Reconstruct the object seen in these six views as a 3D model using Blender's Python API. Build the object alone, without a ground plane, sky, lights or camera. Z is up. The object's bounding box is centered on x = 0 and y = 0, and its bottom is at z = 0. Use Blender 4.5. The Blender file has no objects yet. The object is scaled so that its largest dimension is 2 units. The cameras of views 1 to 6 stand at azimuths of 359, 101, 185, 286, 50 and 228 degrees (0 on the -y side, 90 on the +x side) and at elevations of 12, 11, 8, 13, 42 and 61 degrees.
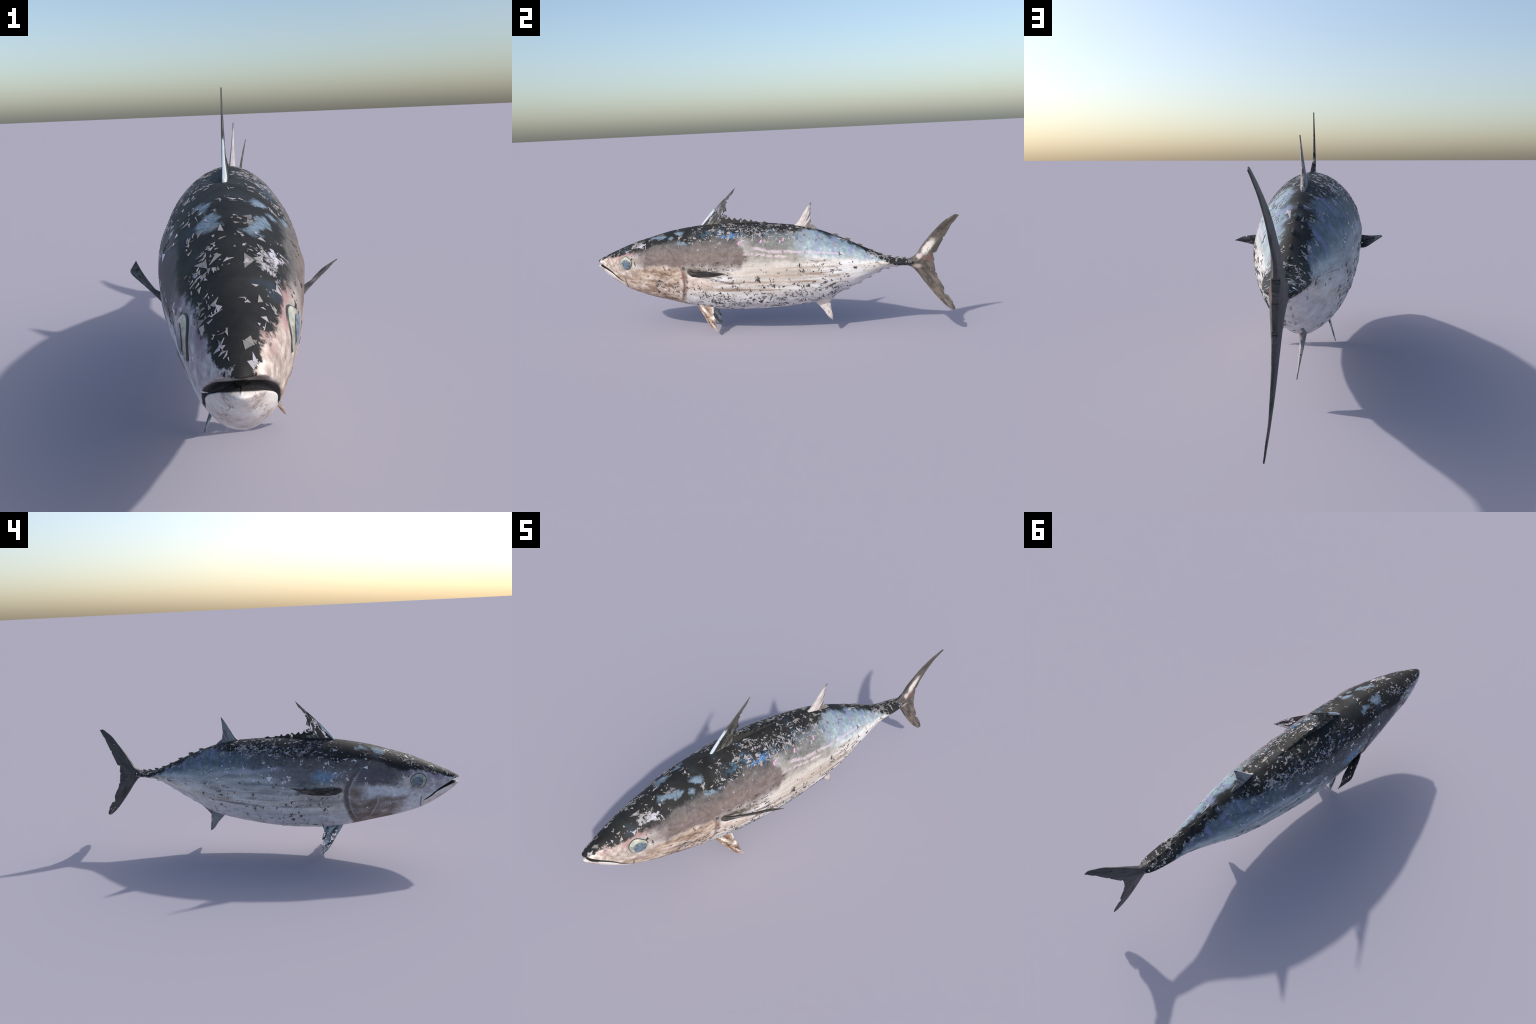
import bpy, math, random
import numpy as np
from mathutils import Vector

rng = np.random.default_rng(7)

# ------------------------------------------------------------------ profiles
# side profile of the back and of the belly, (y, z); y runs snout (-1) to tail (+1)
TOP = np.array([(-1.006,.409),(-1.0,.412),(-.985,.424),(-.949,.442),(-.88,.472),(-.814,.499),(-.747,.523),(-.649,.551),(-.553,.577),
    (-.457,.594),(-.376,.604),(-.25,.611),(-.1,.613),(0,.609),(.074,.603),(.15,.596),(.28,.568),(.35,.543),(.425,.514),
    (.5,.480),(.566,.451),(.634,.423),(.69,.411),(.76,.409),(.85,.409)])
BOTTOM = np.array([(-1.006,.394),(-1.0,.390),(-.985,.372),(-.958,.347),(-.91,.310),(-.86,.277),(-.80,.246),(-.70,.212),(-.58,.183),
    (-.49,.161),(-.426,.147),(-.33,.132),(-.17,.128),(-.04,.133),(.084,.145),(.243,.17),(.335,.2),(.411,.24),(.471,.27),
    (.56,.322),(.633,.359),(.69,.37),(.75,.373),(.85,.374)])
HALF_WIDTH = np.array([(-1,.012),(-.985,.021),(-.97,.030),(-.93,.047),(-.87,.070),(-.8,.088),(-.7,.110),(-.58,.133),(-.45,.147),
    (-.3,.160),(-.15,.161),(0,.155),(.15,.147),(.3,.124),(.42,.093),(.54,.062),(.64,.046),(.72,.036),(.76,.026),(.79,.014),(.82,.006),(.85,.004)])
CENTRE_X = np.array([(-1,.003),(-.7,-.001),(-.4,-.013),(-.1,-.016),(.2,-.005),(.5,.008),(.8,.017),(.9,.02)])
# section law along the body: height of the widest line, roundness of the upper and of the lower half
WIDEST = np.array([(-1,.62),(-.65,.68),(-.3,.61),(-.1,.61),(.3,.555),(.9,.52)])
ROUND_UP = np.array([(-1,1.8),(-.8,1.78),(-.65,1.68),(-.3,1.82),(-.1,1.82),(.3,1.74),(.9,1.75)])
ROUND_LOW = np.array([(-1,2.05),(-.65,2.08),(-.3,2.09),(-.1,2.07),(.3,1.72),(.9,1.7)])
MOUTH = np.array([(-1.02,.403),(-.98,.398),(-.94,.379),(-.89,.350),(-.865,.327),(-.83,.303),(-.80,.285)])
GILL = np.array([(.13,-.53),(.183,-.497),(.205,-.485),(.24,-.470),(.30,-.456),(.36,-.456),(.40,-.470),(.44,-.492),(.475,-.516),(.50,-.55),(.52,-.58)])  # z -> y
Y_END = .815
Y_START = -1.005
EYE = {1: (-.798, .413), -1: (-.803, .409)}

def pchip(tab, q):
    x, y = tab[:, 0], tab[:, 1]
    q = np.asarray(q, float)
    h = np.diff(x); d = np.diff(y) / h; m = np.zeros_like(y)
    for i in range(1, len(x) - 1):
        m[i] = 0 if d[i-1]*d[i] <= 0 else (h[i-1]+h[i])*3/((2*h[i]+h[i-1])/d[i-1]+(h[i]+2*h[i-1])/d[i])
    m[0], m[-1] = d[0], d[-1]
    i = np.clip(np.searchsorted(x, q)-1, 0, len(x)-2)
    t = np.clip((q-x[i])/h[i], 0, 1)
    return (1+2*t)*(1-t)**2*y[i]+t*(1-t)**2*h[i]*m[i]+t*t*(3-2*t)*y[i+1]+t*t*(t-1)*h[i]*m[i+1]

def sstep(a, b, v):
    q = np.clip((v-a)/(b-a), 0, 1); return q*q*(3-2*q)

def body(y, th):
    """point on the skin; th = angle in the section, 0 = +x flank, pi/2 = back"""
    y = np.asarray(y, float); th = np.asarray(th, float)
    zt, zb = pchip(TOP, y), pchip(BOTTOM, y)
    w = pchip(HALF_WIDTH, y); cx = pchip(CENTRE_X, y)
    d = np.clip((y-Y_START)/.010, 0, 1)
    cap = np.sqrt(np.clip(1-(1-d)**2, 0, 1))            # blunt rounded snout
    zm = zb+pchip(WIDEST, y)*(zt-zb)
    co, s = np.cos(th), np.sin(th)
    p = np.where(s >= 0, pchip(ROUND_UP, y), pchip(ROUND_LOW, y))
    ux = np.sign(co)*np.abs(co)**(2/p); uz = np.sign(s)*np.abs(s)**(2/p)
    zh = np.where(s >= 0, zt-zm, zm-zb)
    x = cx+w*ux*cap; z = zm+zh*uz*cap
    side = np.sign(co); lat = np.abs(ux)
    out = np.zeros_like(x)                                # outward relief, metres
    # open mouth: a wedge that narrows to the corner of the jaws
    zmo = pchip(MOUTH, y)
    hw = np.interp(y, [-1, -.96, -.9, -.85, -.825], [.0095, .0075, .005, .0035, .001])
    g = np.exp(-((z-zmo)/hw)**4)*(1-sstep(-.845, -.822, y))
    out -= g*np.interp(y, [-1, -.95, -.85], [.030, .016, .006])*sstep(0, .02, np.abs(x-cx)+.01)
    yshift = g*.055*np.exp(-((y+1)/.03)**2)
    # upper jaw bone overhangs, lower jaw tucks in slightly
    out += .0022*np.exp(-((z-zmo-.013)/.010)**2)*sstep(-.99, -.95, y)*(1-sstep(-.84, -.80, y))
    # bone behind the corner of the mouth
    dj = y-(-.815+.10*np.clip(.31-z, 0, .06))
    out -= .0035*np.exp(-(dj/.006)**2)*sstep(.255, .27, z)*(1-sstep(.325, .345, z))
    # gill cover edge: raised plate in front, step down behind
    gy = pchip(GILL, z)
    dg = y-gy
    wz = sstep(.17, .2, z)*(1-sstep(.49, .53, z))
    out += wz*np.where(dg < 0, .0045*np.exp(dg/.05), -.0035*np.exp(-dg/.03))*np.where(np.abs(dg) < .004, .4, 1)
    # inner cheek plate edge
    py = -.60+.5*np.clip(.30-z, 0, .1)-.02*np.sin((z-.2)*14)
    out -= .0018*np.exp(-((y-py)/.006)**2)*sstep(.21, .25, z)*(1-sstep(.33, .36, z))
    # slot that the side fin folds into
    fy = np.clip((y+.43)/.24, 0, 1)
    out -= .006*np.exp(-((z-(.372-.012*fy))/.011)**2)*sstep(-.44, -.42, y)*(1-sstep(-.26, -.19, y))
    # pale crease below the slot
    out += .003*np.exp(-((z-(.325+.12*np.clip((y+.43)/.3, 0, 1)**1.2))/.012)**2)*sstep(-.42, -.38, y)*(1-sstep(-.2, -.12, y))
    # lengthwise ridges of the lower flank
    t = (z-zb)/np.maximum(zt-zb, .01)
    env = sstep(-.28, -.1, y)*(1-sstep(.3, .48, y))*sstep(.16, .24, t)*(1-sstep(.5, .58, t))
    out += env*.0012*np.sin(t*2*np.pi/.085+1.0+2*y)
    # eye socket
    for sd in (1, -1):
        ey, ez = EYE[sd]
        r = np.hypot(y-ey, (z-ez)*1.0)
        out += np.where(side == sd, -.0025*np.exp(-((r-.039)/.0035)**2), 0)
    # general lumpiness
    out += .0012*np.sin(y*23+z*17+side)*np.sin(z*31-y*9) * sstep(-.97, -.9, y)
    # keel of the tail stalk
    k = sstep(.56, .66, y)*(1-sstep(.76, .80, y))
    out += k*.008*lat**6
    x = x+side*out*lat**.7
    x = x+.010*np.exp(-((y-.0)/.24)**2)*sstep(.62, .30, t)*sstep(-.02, .14, t)*np.where(side > 0, 1, .3)
    x = x+np.where(side < 0, .012*np.exp(-((y+.33)/.13)**2)*np.exp(-((t-.22)/.16)**2), 0)
    return np.stack([x, y+yshift, z], -1)

def body_normal(y, th, e=1e-3):
    a = body(y+e, th)-body(y-e, th); b = body(y, th+e)-body(y, th-e)
    n = np.cross(b, a); n /= np.linalg.norm(n, axis=-1, keepdims=True)+1e-12
    return n

# ------------------------------------------------------------------ node helper
class Nodes:
    def __init__(s, name):
        s.m = bpy.data.materials.new(name); s.m.use_nodes = True
        s.t = s.m.node_tree; s.t.nodes.clear()
        s.out = s.t.nodes.new('ShaderNodeOutputMaterial')
        s.b = s.t.nodes.new('ShaderNodeBsdfPrincipled')
        s.t.links.new(s.b.outputs[0], s.out.inputs[0])
        co = s.t.nodes.new('ShaderNodeTexCoord'); s.P = co.outputs['Object']
        sp = s.t.nodes.new('ShaderNodeSeparateXYZ'); s.l(s.P, sp.inputs[0])
        s.x, s.y, s.z = sp.outputs
    def l(s, a, b):
        if isinstance(a, (int, float)): b.default_value = a
        elif isinstance(a, tuple):
            b.default_value = (*a, 1) if len(b.default_value) == 4 else a
        else: s.t.links.new(a, b)
    def math(s, op, a, b=0., c=0., clamp=False):
        n = s.t.nodes.new('ShaderNodeMath'); n.operation = op; n.use_clamp = clamp
        s.l(a, n.inputs[0]); s.l(b, n.inputs[1]); s.l(c, n.inputs[2]); return n.outputs[0]
    def add(s, a, b): return s.math('ADD', a, b)
    def sub(s, a, b): return s.math('SUBTRACT', a, b)
    def mul(s, a, b): return s.math('MULTIPLY', a, b)
    def div(s, a, b): return s.math('DIVIDE', a, b)
    def inv(s, a): return s.math('SUBTRACT', 1., a)
    def prod(s, *a):
        r = a[0]
        for q in a[1:]: r = s.mul(r, q)
        return r
    def step(s, v, a, b):
        n = s.t.nodes.new('ShaderNodeMapRange'); n.interpolation_type = 'SMOOTHSTEP'
        s.l(v, n.inputs[0]); s.l(a, n.inputs[1]); s.l(b, n.inputs[2]); return n.outputs[0]
    def band(s, v, a, b, soft): return s.mul(s.step(v, a-soft, a+soft), s.inv(s.step(v, b-soft, b+soft)))
    def map(s, v, rot=(0,0,0), scale=(1,1,1), loc=(0,0,0)):
        n = s.t.nodes.new('ShaderNodeMapping'); s.l(v, n.inputs[0])
        n.inputs['Location'].default_value = loc; n.inputs['Rotation'].default_value = rot
        n.inputs['Scale'].default_value = scale; return n.outputs[0]
    def noise(s, scale, detail=3, rough=.55, stretch=None, rot=(0,0,0), dist=0., vec=None, color=False):
        v = vec if vec is not None else s.P
        if any(rot): v = s.map(v, rot)
        if stretch: v = s.map(v, (0, 0, 0), stretch)
        n = s.t.nodes.new('ShaderNodeTexNoise'); s.l(v, n.inputs['Vector'])
        n.inputs['Scale'].default_value = scale; n.inputs['Detail'].default_value = detail
        n.inputs['Roughness'].default_value = rough; n.inputs['Distortion'].default_value = dist
        return n.outputs['Color' if color else 'Fac']
    def curve(s, v, pts, x0=-1., x1=1.):
        """piecewise smooth function of v given by control points"""
        n = s.t.nodes.new('ShaderNodeFloatCurve'); c = n.mapping.curves[0]
        pts = [((a-x0)/(x1-x0), b) for a, b in pts if x0 <= a <= x1]
        while len(c.points) < len(pts): c.points.new(.5, .5)
        for q, (a, b) in zip(c.points, pts): q.location = (a, b); q.handle_type = 'AUTO_CLAMPED'
        n.mapping.update()
        m = s.t.nodes.new('ShaderNodeMapRange'); s.l(v, m.inputs[0]); m.inputs[1].default_value = x0; m.inputs[2].default_value = x1
        s.l(m.outputs[0], n.inputs['Value']); return n.outputs[0]
    def mix(s, f, a, b):
        n = s.t.nodes.new('ShaderNodeMix'); n.data_type = 'RGBA'
        s.l(f, n.inputs[0]); s.l(a, n.inputs[6]); s.l(b, n.inputs[7]); return n.outputs[2]
    def scale_color(s, col, f):
        n = s.t.nodes.new('ShaderNodeMix'); n.data_type = 'RGBA'; n.blend_type = 'MULTIPLY'
        n.inputs[0].default_value = 1; s.l(col, n.inputs[6])
        cb = s.t.nodes.new('ShaderNodeCombineColor')
        for i in range(3): s.l(f, cb.inputs[i])
        s.l(cb.outputs[0], n.inputs[7]); return n.outputs[2]
    def ramp(s, v, stops):
        n = s.t.nodes.new('ShaderNodeValToRGB'); s.l(v, n.inputs[0]); e = n.color_ramp.elements
        while len(e) < len(stops): e.new(.5)
        for q, (p, c) in zip(e, stops): q.position = p; q.color = (*c, 1)
        return n.outputs[0]
    def blob(s, c, r, lo=.75, hi=1.1, rot=(0,0,0), vec=None):
        """soft ellipsoid mask around c with radii r (on the wobbled coordinates)"""
        v = vec if vec is not None else s.PW
        sb = s.t.nodes.new('ShaderNodeVectorMath'); sb.operation = 'SUBTRACT'; s.l(v, sb.inputs[0]); sb.inputs[1].default_value = c
        n = s.t.nodes.new('ShaderNodeMapping'); n.inputs['Rotation'].default_value = rot; s.l(sb.outputs[0], n.inputs[0])
        q = s.t.nodes.new('ShaderNodeVectorMath'); q.operation = 'DIVIDE'; s.l(n.outputs[0], q.inputs[0]); q.inputs[1].default_value = r
        ln = s.t.nodes.new('ShaderNodeVectorMath'); ln.operation = 'LENGTH'; s.l(q.outputs[0], ln.inputs[0])
        return s.inv(s.step(ln.outputs['Value'], lo, hi))
    def wobble(s, scale, amp, stretch=None):
        c = s.noise(scale, 7, .68, stretch=stretch, color=True)
        a = s.t.nodes.new('ShaderNodeVectorMath'); a.operation = 'SUBTRACT'; s.l(c, a.inputs[0]); a.inputs[1].default_value = (.5, .5, .5)
        m = s.t.nodes.new('ShaderNodeVectorMath'); m.operation = 'SCALE'; s.l(a.outputs[0], m.inputs[0]); m.inputs['Scale'].default_value = amp
        p = s.t.nodes.new('ShaderNodeVectorMath'); p.operation = 'ADD'; s.l(s.P, p.inputs[0]); s.l(m.outputs[0], p.inputs[1])
        return p.outputs[0]
    def finish(s, col, rough=.45, spec=.35, bump=None, dist=.001, strength=.3, coat=0.):
        s.l(col, s.b.inputs['Base Color']); s.l(rough, s.b.inputs['Roughness'])
        s.b.inputs['Specular IOR Level'].default_value = spec
        if coat: s.b.inputs['Coat Weight'].default_value = coat; s.b.inputs['Coat Roughness'].default_value = .2
        if bump is not None:
            n = s.t.nodes.new('ShaderNodeBump'); n.inputs['Strength'].default_value = strength; n.inputs['Distance'].default_value = dist
            s.l(bump, n.inputs['Height']); s.l(n.outputs[0], s.b.inputs['Normal'])
        return s.m

# ------------------------------------------------------------------ skin
def make_skin():
    k = Nodes('fish_skin')
    k.PW = k.wobble(34, .075)
    sp = k.t.nodes.new('ShaderNodeSeparateXYZ'); k.l(k.PW, sp.inputs[0])
    xw, yw, zw = sp.outputs
    zt = k.curve(k.y, [tuple(p) for p in TOP]); zb = k.curve(k.y, [tuple(p) for p in BOTTOM])
    hgt = k.sub(zt, zb)
    t = k.div(k.sub(k.z, zb), hgt)
    tw = k.div(k.sub(k.add(k.mul(k.z, .3), k.mul(zw, .7)), zb), hgt)
    tw = k.add(tw, k.mul(k.sub(k.noise(9, 3, .5), .5), .16))
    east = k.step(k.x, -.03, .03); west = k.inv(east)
    n_fine = k.noise(160, 3, .6); n_mid = k.noise(45, 4, .6); n_long = k.noise(30, 4, .6, stretch=(1, .18, 1))
    n_big = k.noise(14, 3, .5)
    # silver belly
    n_band = k.noise(26, 4, .6, stretch=(1, .12, 1.6))
    col = k.ramp(n_band, [(.30, (.44, .39, .35)), (.45, (.62, .57, .52)), (.58, (.72, .70, .68)), (.75, (.76, .77, .78))])
    col = k.mix(k.mul(k.inv(k.step(t, .14, .30)), .85), col, k.ramp(k.noise(36, 5, .65, stretch=(1, .4, 1)), [(.32, (.40, .40, .43)), (.5, (.58, .575, .60)), (.68, (.70, .69, .70))]))
    # ridged lower flank: broad uneven stripes that converge toward the tail
    ph = k.add(k.add(k.mul(t, 2*math.pi/.085), 1.0), k.add(k.mul(k.y, 2.), k.mul(n_long, 3.0)))
    st = k.step(k.math('SINE', ph), .25, -.85)
    env = k.prod(k.band(yw, -.28, .34, .12), k.band(t, .22, .58, .06), k.step(n_band, .62, .38))
    col = k.mix(k.prod(st, env, .95), col, k.mix(east, (.25, .26, .28), (.27, .20, .16)))
    # blue-grey upper flank behind the corselet, greenish silver near the tail
    up = k.mul(k.step(tw, .58, .76), k.step(yw, -.16, -.02))
    upc = k.ramp(n_mid, [(.3, (.20, .27, .31)), (.55, (.33, .42, .46)), (.75, (.50, .58, .58))])
    upc = k.mix(k.prod(k.inv(k.step(yw, .10, .26)), .9), upc, k.ramp(n_mid, [(.3, (.10, .10, .095)), (.7, (.19, .19, .175))]))
    col = k.mix(k.mul(up, .92), col, upc)
    col = k.mix(k.prod(k.step(tw, .78, .95), k.step(yw, .15, .3), .75), col, (.13, .20, .26))
    col = k.mix(k.prod(k.band(yw, -.16, .24, .06), k.band(tw, .38, .62, .07), east, .65), col, (.47, .41, .35))
    col = k.mix(k.prod(k.band(yw, -.14, .20, .05), k.band(tw, .60, .74, .04), east, .75), col, k.ramp(n_mid, [(.3, (.19, .175, .15)), (.7, (.33, .31, .275))]))
    # west flank darker and bluer behind the gills
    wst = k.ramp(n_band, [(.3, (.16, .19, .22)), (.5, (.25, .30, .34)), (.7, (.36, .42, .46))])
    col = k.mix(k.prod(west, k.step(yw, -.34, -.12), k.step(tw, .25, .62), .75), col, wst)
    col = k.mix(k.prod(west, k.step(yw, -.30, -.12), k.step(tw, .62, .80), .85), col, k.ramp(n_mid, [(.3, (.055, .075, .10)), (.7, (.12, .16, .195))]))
    # violet scribbles on the rear back
    bars = k.step(k.math('SINE', k.add(k.mul(yw, 72.), .6)), .55, .95)
    vio = k.prod(k.math('MAXIMUM', k.step(k.noise(38, 4, .7, dist=1.5), .56, .68), k.mul(bars, k.step(n_mid, .35, .55))), k.step(tw, .66, .78), k.band(yw, .18, .64, .06))
    col = k.mix(k.mul(vio, .55), col, (.22, .20, .40))
    # warm brown corselet
    ce = k.prod(k.step(tw, .45, .61), k.inv(k.step(k.add(yw, k.mul(k.math('ABSOLUTE', k.sub(t, .66)), .35)), k.add(-.22, k.mul(east, .115)), k.add(.04, k.mul(east, -.11)))), k.step(yw, -.80, -.66))
    cc = k.mix(east, k.ramp(n_mid, [(.3, (.085, .085, .105)), (.7, (.16, .155, .175))]), k.ramp(n_mid, [(.3, (.095, .068, .062)), (.7, (.175, .128, .118))]))
    col = k.mix(k.mul(ce, .9), col, cc)
    # lower head and throat: tan with brown streaks and pale patches
    hd = k.prod(k.inv(k.step(k.add(yw, k.mul(k.math('ABSOLUTE', k.sub(k.z, .33)), .25)), -.445, -.42)), k.inv(k.step(tw, .50, .60)))
    streak = k.noise(26, 7, .72, stretch=(1, .5, 1))
    tan_e = k.ramp(streak, [(.34, (.13, .09, .068)), (.45, (.31, .225, .17)), (.54, (.48, .38, .31)), (.66, (.68, .62, .575))])
    tan_w = k.ramp(streak, [(.30, (.12, .09, .08)), (.48, (.21, .17, .15)), (.62, (.31, .275, .26)), (.75, (.6, .62, .64))])
    tan_w = k.mix(k.mul(k.step(tw, .33, .43), k.inv(k.step(yw, -.58, -.5))), tan_w, k.ramp(n_mid, [(.3, (.44, .46, .50)), (.7, (.66, .69, .73))]))
    tan_w = k.mix(k.inv(k.step(k.add(yw, k.mul(k.sub(t, .3), .2)), -.78, -.70)), tan_w, k.ramp(n_mid, [(.3, (.42, .42, .45)), (.7, (.66, .68, .70))]))
    col = k.mix(hd, col, k.mix(east, tan_w, tan_e))
    # a paler, tan pelvic wedge behind the gills
    col = k.mix(k.prod(k.blob((.11, -.38, .30), (.2, .14, .055), .4, 1.2), east, .8), col, k.ramp(streak, [(.35, (.34, .25, .19)), (.5, (.58, .47, .40)), (.65, (.74, .70, .66))]))
    col = k.mix(k.prod(k.blob((-.13, -.33, .31), (.2, .14, .045), .5, 1.2), west, .7), col, (.27, .25, .24))
    # snout: cream below, rosy under the black cap
    sn = k.inv(k.step(yw, -.80, -.72))
    col = k.mix(k.mul(sn, k.step(tw, .30, .42)), col, k.mix(east, k.ramp(n_mid, [(.3, (.27, .255, .285)), (.5, (.40, .385, .405)), (.7, (.56, .55, .56))]), k.ramp(n_mid, [(.3, (.28, .225, .20)), (.5, (.47, .395, .345)), (.7, (.66, .605, .56))])))
    rose = k.prod(k.band(yw, -.92, -.70, .05), k.band(tw, .72, .90, .05), k.step(n_big, .40, .58))
    col = k.mix(k.mul(rose, .8), col, k.mix(east, (.25, .17, .24), (.36, .20, .21)))
    # pale lower jaw
    zmo = k.curve(k.y, [tuple(p) for p in MOUTH if p[0] >= -1])
    jaw = k.mul(k.inv(k.step(k.sub(k.z, zmo), -.006, .0)), k.inv(k.step(k.y, -.835, -.812)))
    col = k.mix(jaw, col, k.ramp(k.noise(30, 4, .6, stretch=(1, .4, 1)), [(.3, (.50, .43, .40)), (.55, (.70, .66, .63)), (.7, (.74, .76, .76))]))
    fold = k.math('ABSOLUTE', k.sub(k.math('ABSOLUTE', k.sub(xw, .003)), k.add(.016, k.mul(k.add(k.y, 1.), .16))))
    col = k.mix(k.prod(k.inv(k.step(fold, .0008, .003)), jaw, k.step(n_mid, .35, .5), .7), col, (.22, .18, .17))
    # west: white ring line of the cheek plate, bright blue patch behind the gill, dark cheek
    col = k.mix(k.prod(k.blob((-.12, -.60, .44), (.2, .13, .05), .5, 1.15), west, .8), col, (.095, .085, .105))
    col = k.mix(k.prod(k.blob((-.16, -.345, .440), (.2, .075, .04), .4, 1.15), west, .75), col, k.ramp(n_mid, [(.3, (.10, .20, .34)), (.7, (.24, .36, .50))]))
    # dark back with a soft grey shoulder
    edge = k.curve(k.y, [(-1,.80),(-.94,.90),(-.85,.885),(-.75,.87),(-.65,.865),(-.5,.865),(-.4,.85),(-.25,.865),(-.1,.87),(0,.905),
                         (.1,.93),(.2,.96),(.3,.975),(.45,.97),(.54,.91),(.6,.78),(.65,.55),(.7,.2),(.8,.1),(1,.1)])
    de = k.sub(k.add(tw, k.add(k.mul(k.inv(k.step(k.y, -.75, -.6)), .04), k.mul(west, .025))), edge)
    front = k.inv(k.step(yw, -.05, .2))
    col = k.mix(k.prod(k.step(de, -.20, .0), front, k.step(yw, -.82, -.7), .85), col, k.ramp(n_mid, [(.3, (.06, .058, .06)), (.7, (.115, .11, .11))]))
    blk = k.ramp(n_big, [(.35, (.017, .017, .017)), (.6, (.027, .027, .026)), (.72, (.030, .040, .054))])
    col = k.mix(k.step(de, -.03, .025), col, blk)
    # blue sheen along the shoulder, one electric spot
    sheen = k.prod(k.band(yw, -.36, .22, .06), k.band(tw, .86, .94, .02), k.step(n_mid, .46, .62))
    col = k.mix(k.mul(sheen, .8), col, k.mix(east, (.04, .06, .10), (.06, .12, .18)))
    for c, r in [((.088, -.20, .556), (.05, .055, .012)), ((.085, -.17, .558), (.05, .025, .010))]:
        col = k.mix(k.mul(k.blob(c, r, .4, 1.2), .85), col, (.05, .17, .40))
    # worn pale-blue patches on the crown and nape
    patch = k.ramp(n_fine, [(.3, (.14, .20, .27)), (.7, (.24, .32, .40))])
    for c, r, rz in [((.034, -.636, .548), (.018, .045, .03), .15), ((.052, -.585, .552), (.015, .03, .03), .2), ((-.047, -.600, .555), (.026, .045, .03), -.1),
                     ((-.062, -.515, .57), (.016, .04, .03), -.2), ((.046, -.49, .57), (.018, .04, .03), .3), ((.103, -.45, .521), (.02, .05, .012), .1), ((.07, -.53, .54), (.02,.022,.02),0)]:
        col = k.mix(k.mul(k.blob(c, r, .5, 1.05, rot=(0, 0, rz)), k.add(.35, k.mul(n_mid, .75))), col, patch)
    col = k.mix(k.blob((.063, -.71, .505), (.014, .034, .018), .7, 1.0), col, (.44, .43, .49))
    col = k.mix(k.blob((.052, -.755, .497), (.014, .022, .014), .6, 1.0), col, (.36, .35, .37))
    # pink iridescent lines on the east flank, thin lateral line on the west
    def line(tv, pts, hw, y0, y1, soft=.02):
        cu = k.curve(k.y, pts); dd = k.math('ABSOLUTE', k.sub(tv, cu))
        return k.prod(k.inv(k.step(dd, hw*.5, hw*1.6)), k.band(k.y, y0, y1, soft))
    tl = k.add(k.mul(t, .7), k.mul(tw, .3))
    col = k.mix(k.prod(line(tl, [(-1,.69),(-.1,.69),(.0,.682),(.15,.66),(1,.65)], .011, -.11, .12), east, k.step(n_mid, .30, .48), .6), col, (.60, .48, .54))
    col = k.mix(k.prod(line(tl, [(-1,.75),(-.06,.75),(.06,.722),(.2,.728),(.4,.752),(1,.75)], .014, -.06, .42), east, k.step(n_mid, .28, .46), .6), col, (.60, .49, .56))
    col = k.mix(k.prod(line(tl, [(-1,.73),(-.1,.721),(.03,.69),(.175,.66),(.4,.6),(1,.6)], .018, -.12, .30), west, .55), col, (.36, .34, .44))
    col = k.mix(k.prod(line(t, [(-1,.64),(.17,.64),(.245,.56),(.43,.50),(1,.5)], .0035, .14, .46), west, .7), col, (.09, .11, .13))
    for c, r in [((.113, -.136, .521), (.03, .013, .009)), ((.098, .097, .532), (.03, .008, .012)), ((.107, -.024, .526), (.03, .009, .006))]:
        col = k.mix(k.blob(c, r, .5, 1.0), col, (.62, .33, .52))
    # gill opening: red on the east, dark crease on both
    gy = k.curve(k.z, [tuple((a, (b+1)/2)) for a, b in GILL], .13, .52)
    dg = k.sub(k.y, k.sub(k.mul(gy, 2.), 1.))
    gz = k.band(k.z, .20, .47, .02)
    col = k.mix(k.prod(k.band(dg, -.006, .018, .006), gz, .65), col, k.mix(east, (.10, .085, .08), (.20, .15, .13)))
    col = k.mix(k.prod(k.band(dg, -.001, .005, .003), k.band(k.z, .25, .375, .02), .8), col, k.mix(east, (.22, .14, .12), (.34, .13, .11)))
    col = k.mix(k.prod(k.band(dg, -.016, -.006, .003), k.band(k.z, .22, .46, .02), west, .6), col, (.34, .33, .37))
    # cheek plate pale seam
    py = k.add(-.60, k.mul(k.math('MAXIMUM', k.sub(.30, k.z), 0.), .5))
    col = k.mix(k.prod(k.inv(k.step(k.math('ABSOLUTE', k.sub(k.sub(k.y, py), -.006)), .002, .007)), k.band(k.z, .22, .33, .015), .6), col, (.40, .38, .40))
    # slot for the side fin
    sl = k.mul(k.inv(k.step(k.math('ABSOLUTE', k.sub(zw, k.sub(.352, k.mul(k.y, .048)))), .006, .016)), k.band(yw, -.43, -.20, .02))
    col = k.mix(k.mul(sl, .85), col, (.055, .05, .045))
    cr = k.blob((.14, -.20, .368), (.1, .12, .014), .4, 1.1)
    col = k.mix(k.prod(cr, east, .7), col, (.70, .63, .57))
    # mouth cleft and dark line along the jaws
    hw = k.curve(k.y, [(-1,.0105),(-.96,.0085),(-.9,.006),(-.85,.0045),(-.82,.002),(-.8,0.),(1,0.)])
    mo = k.inv(k.step(k.div(k.math('ABSOLUTE', k.sub(k.z, zmo)), k.math('MAXIMUM', hw, .0005)), .85, 1.15))
    col = k.mix(k.mul(mo, k.inv(k.step(k.y, -.84, -.815))), col, (.022, .022, .022))
    dj = k.sub(k.y, k.sub(-.815, k.mul(k.sub(k.z, .31), .10)))
    col = k.mix(k.prod(k.inv(k.step(k.math('ABSOLUTE', dj), .002, .005)), k.band(k.z, .262, .325, .006), .7), col, (.12, .10, .09))
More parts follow.
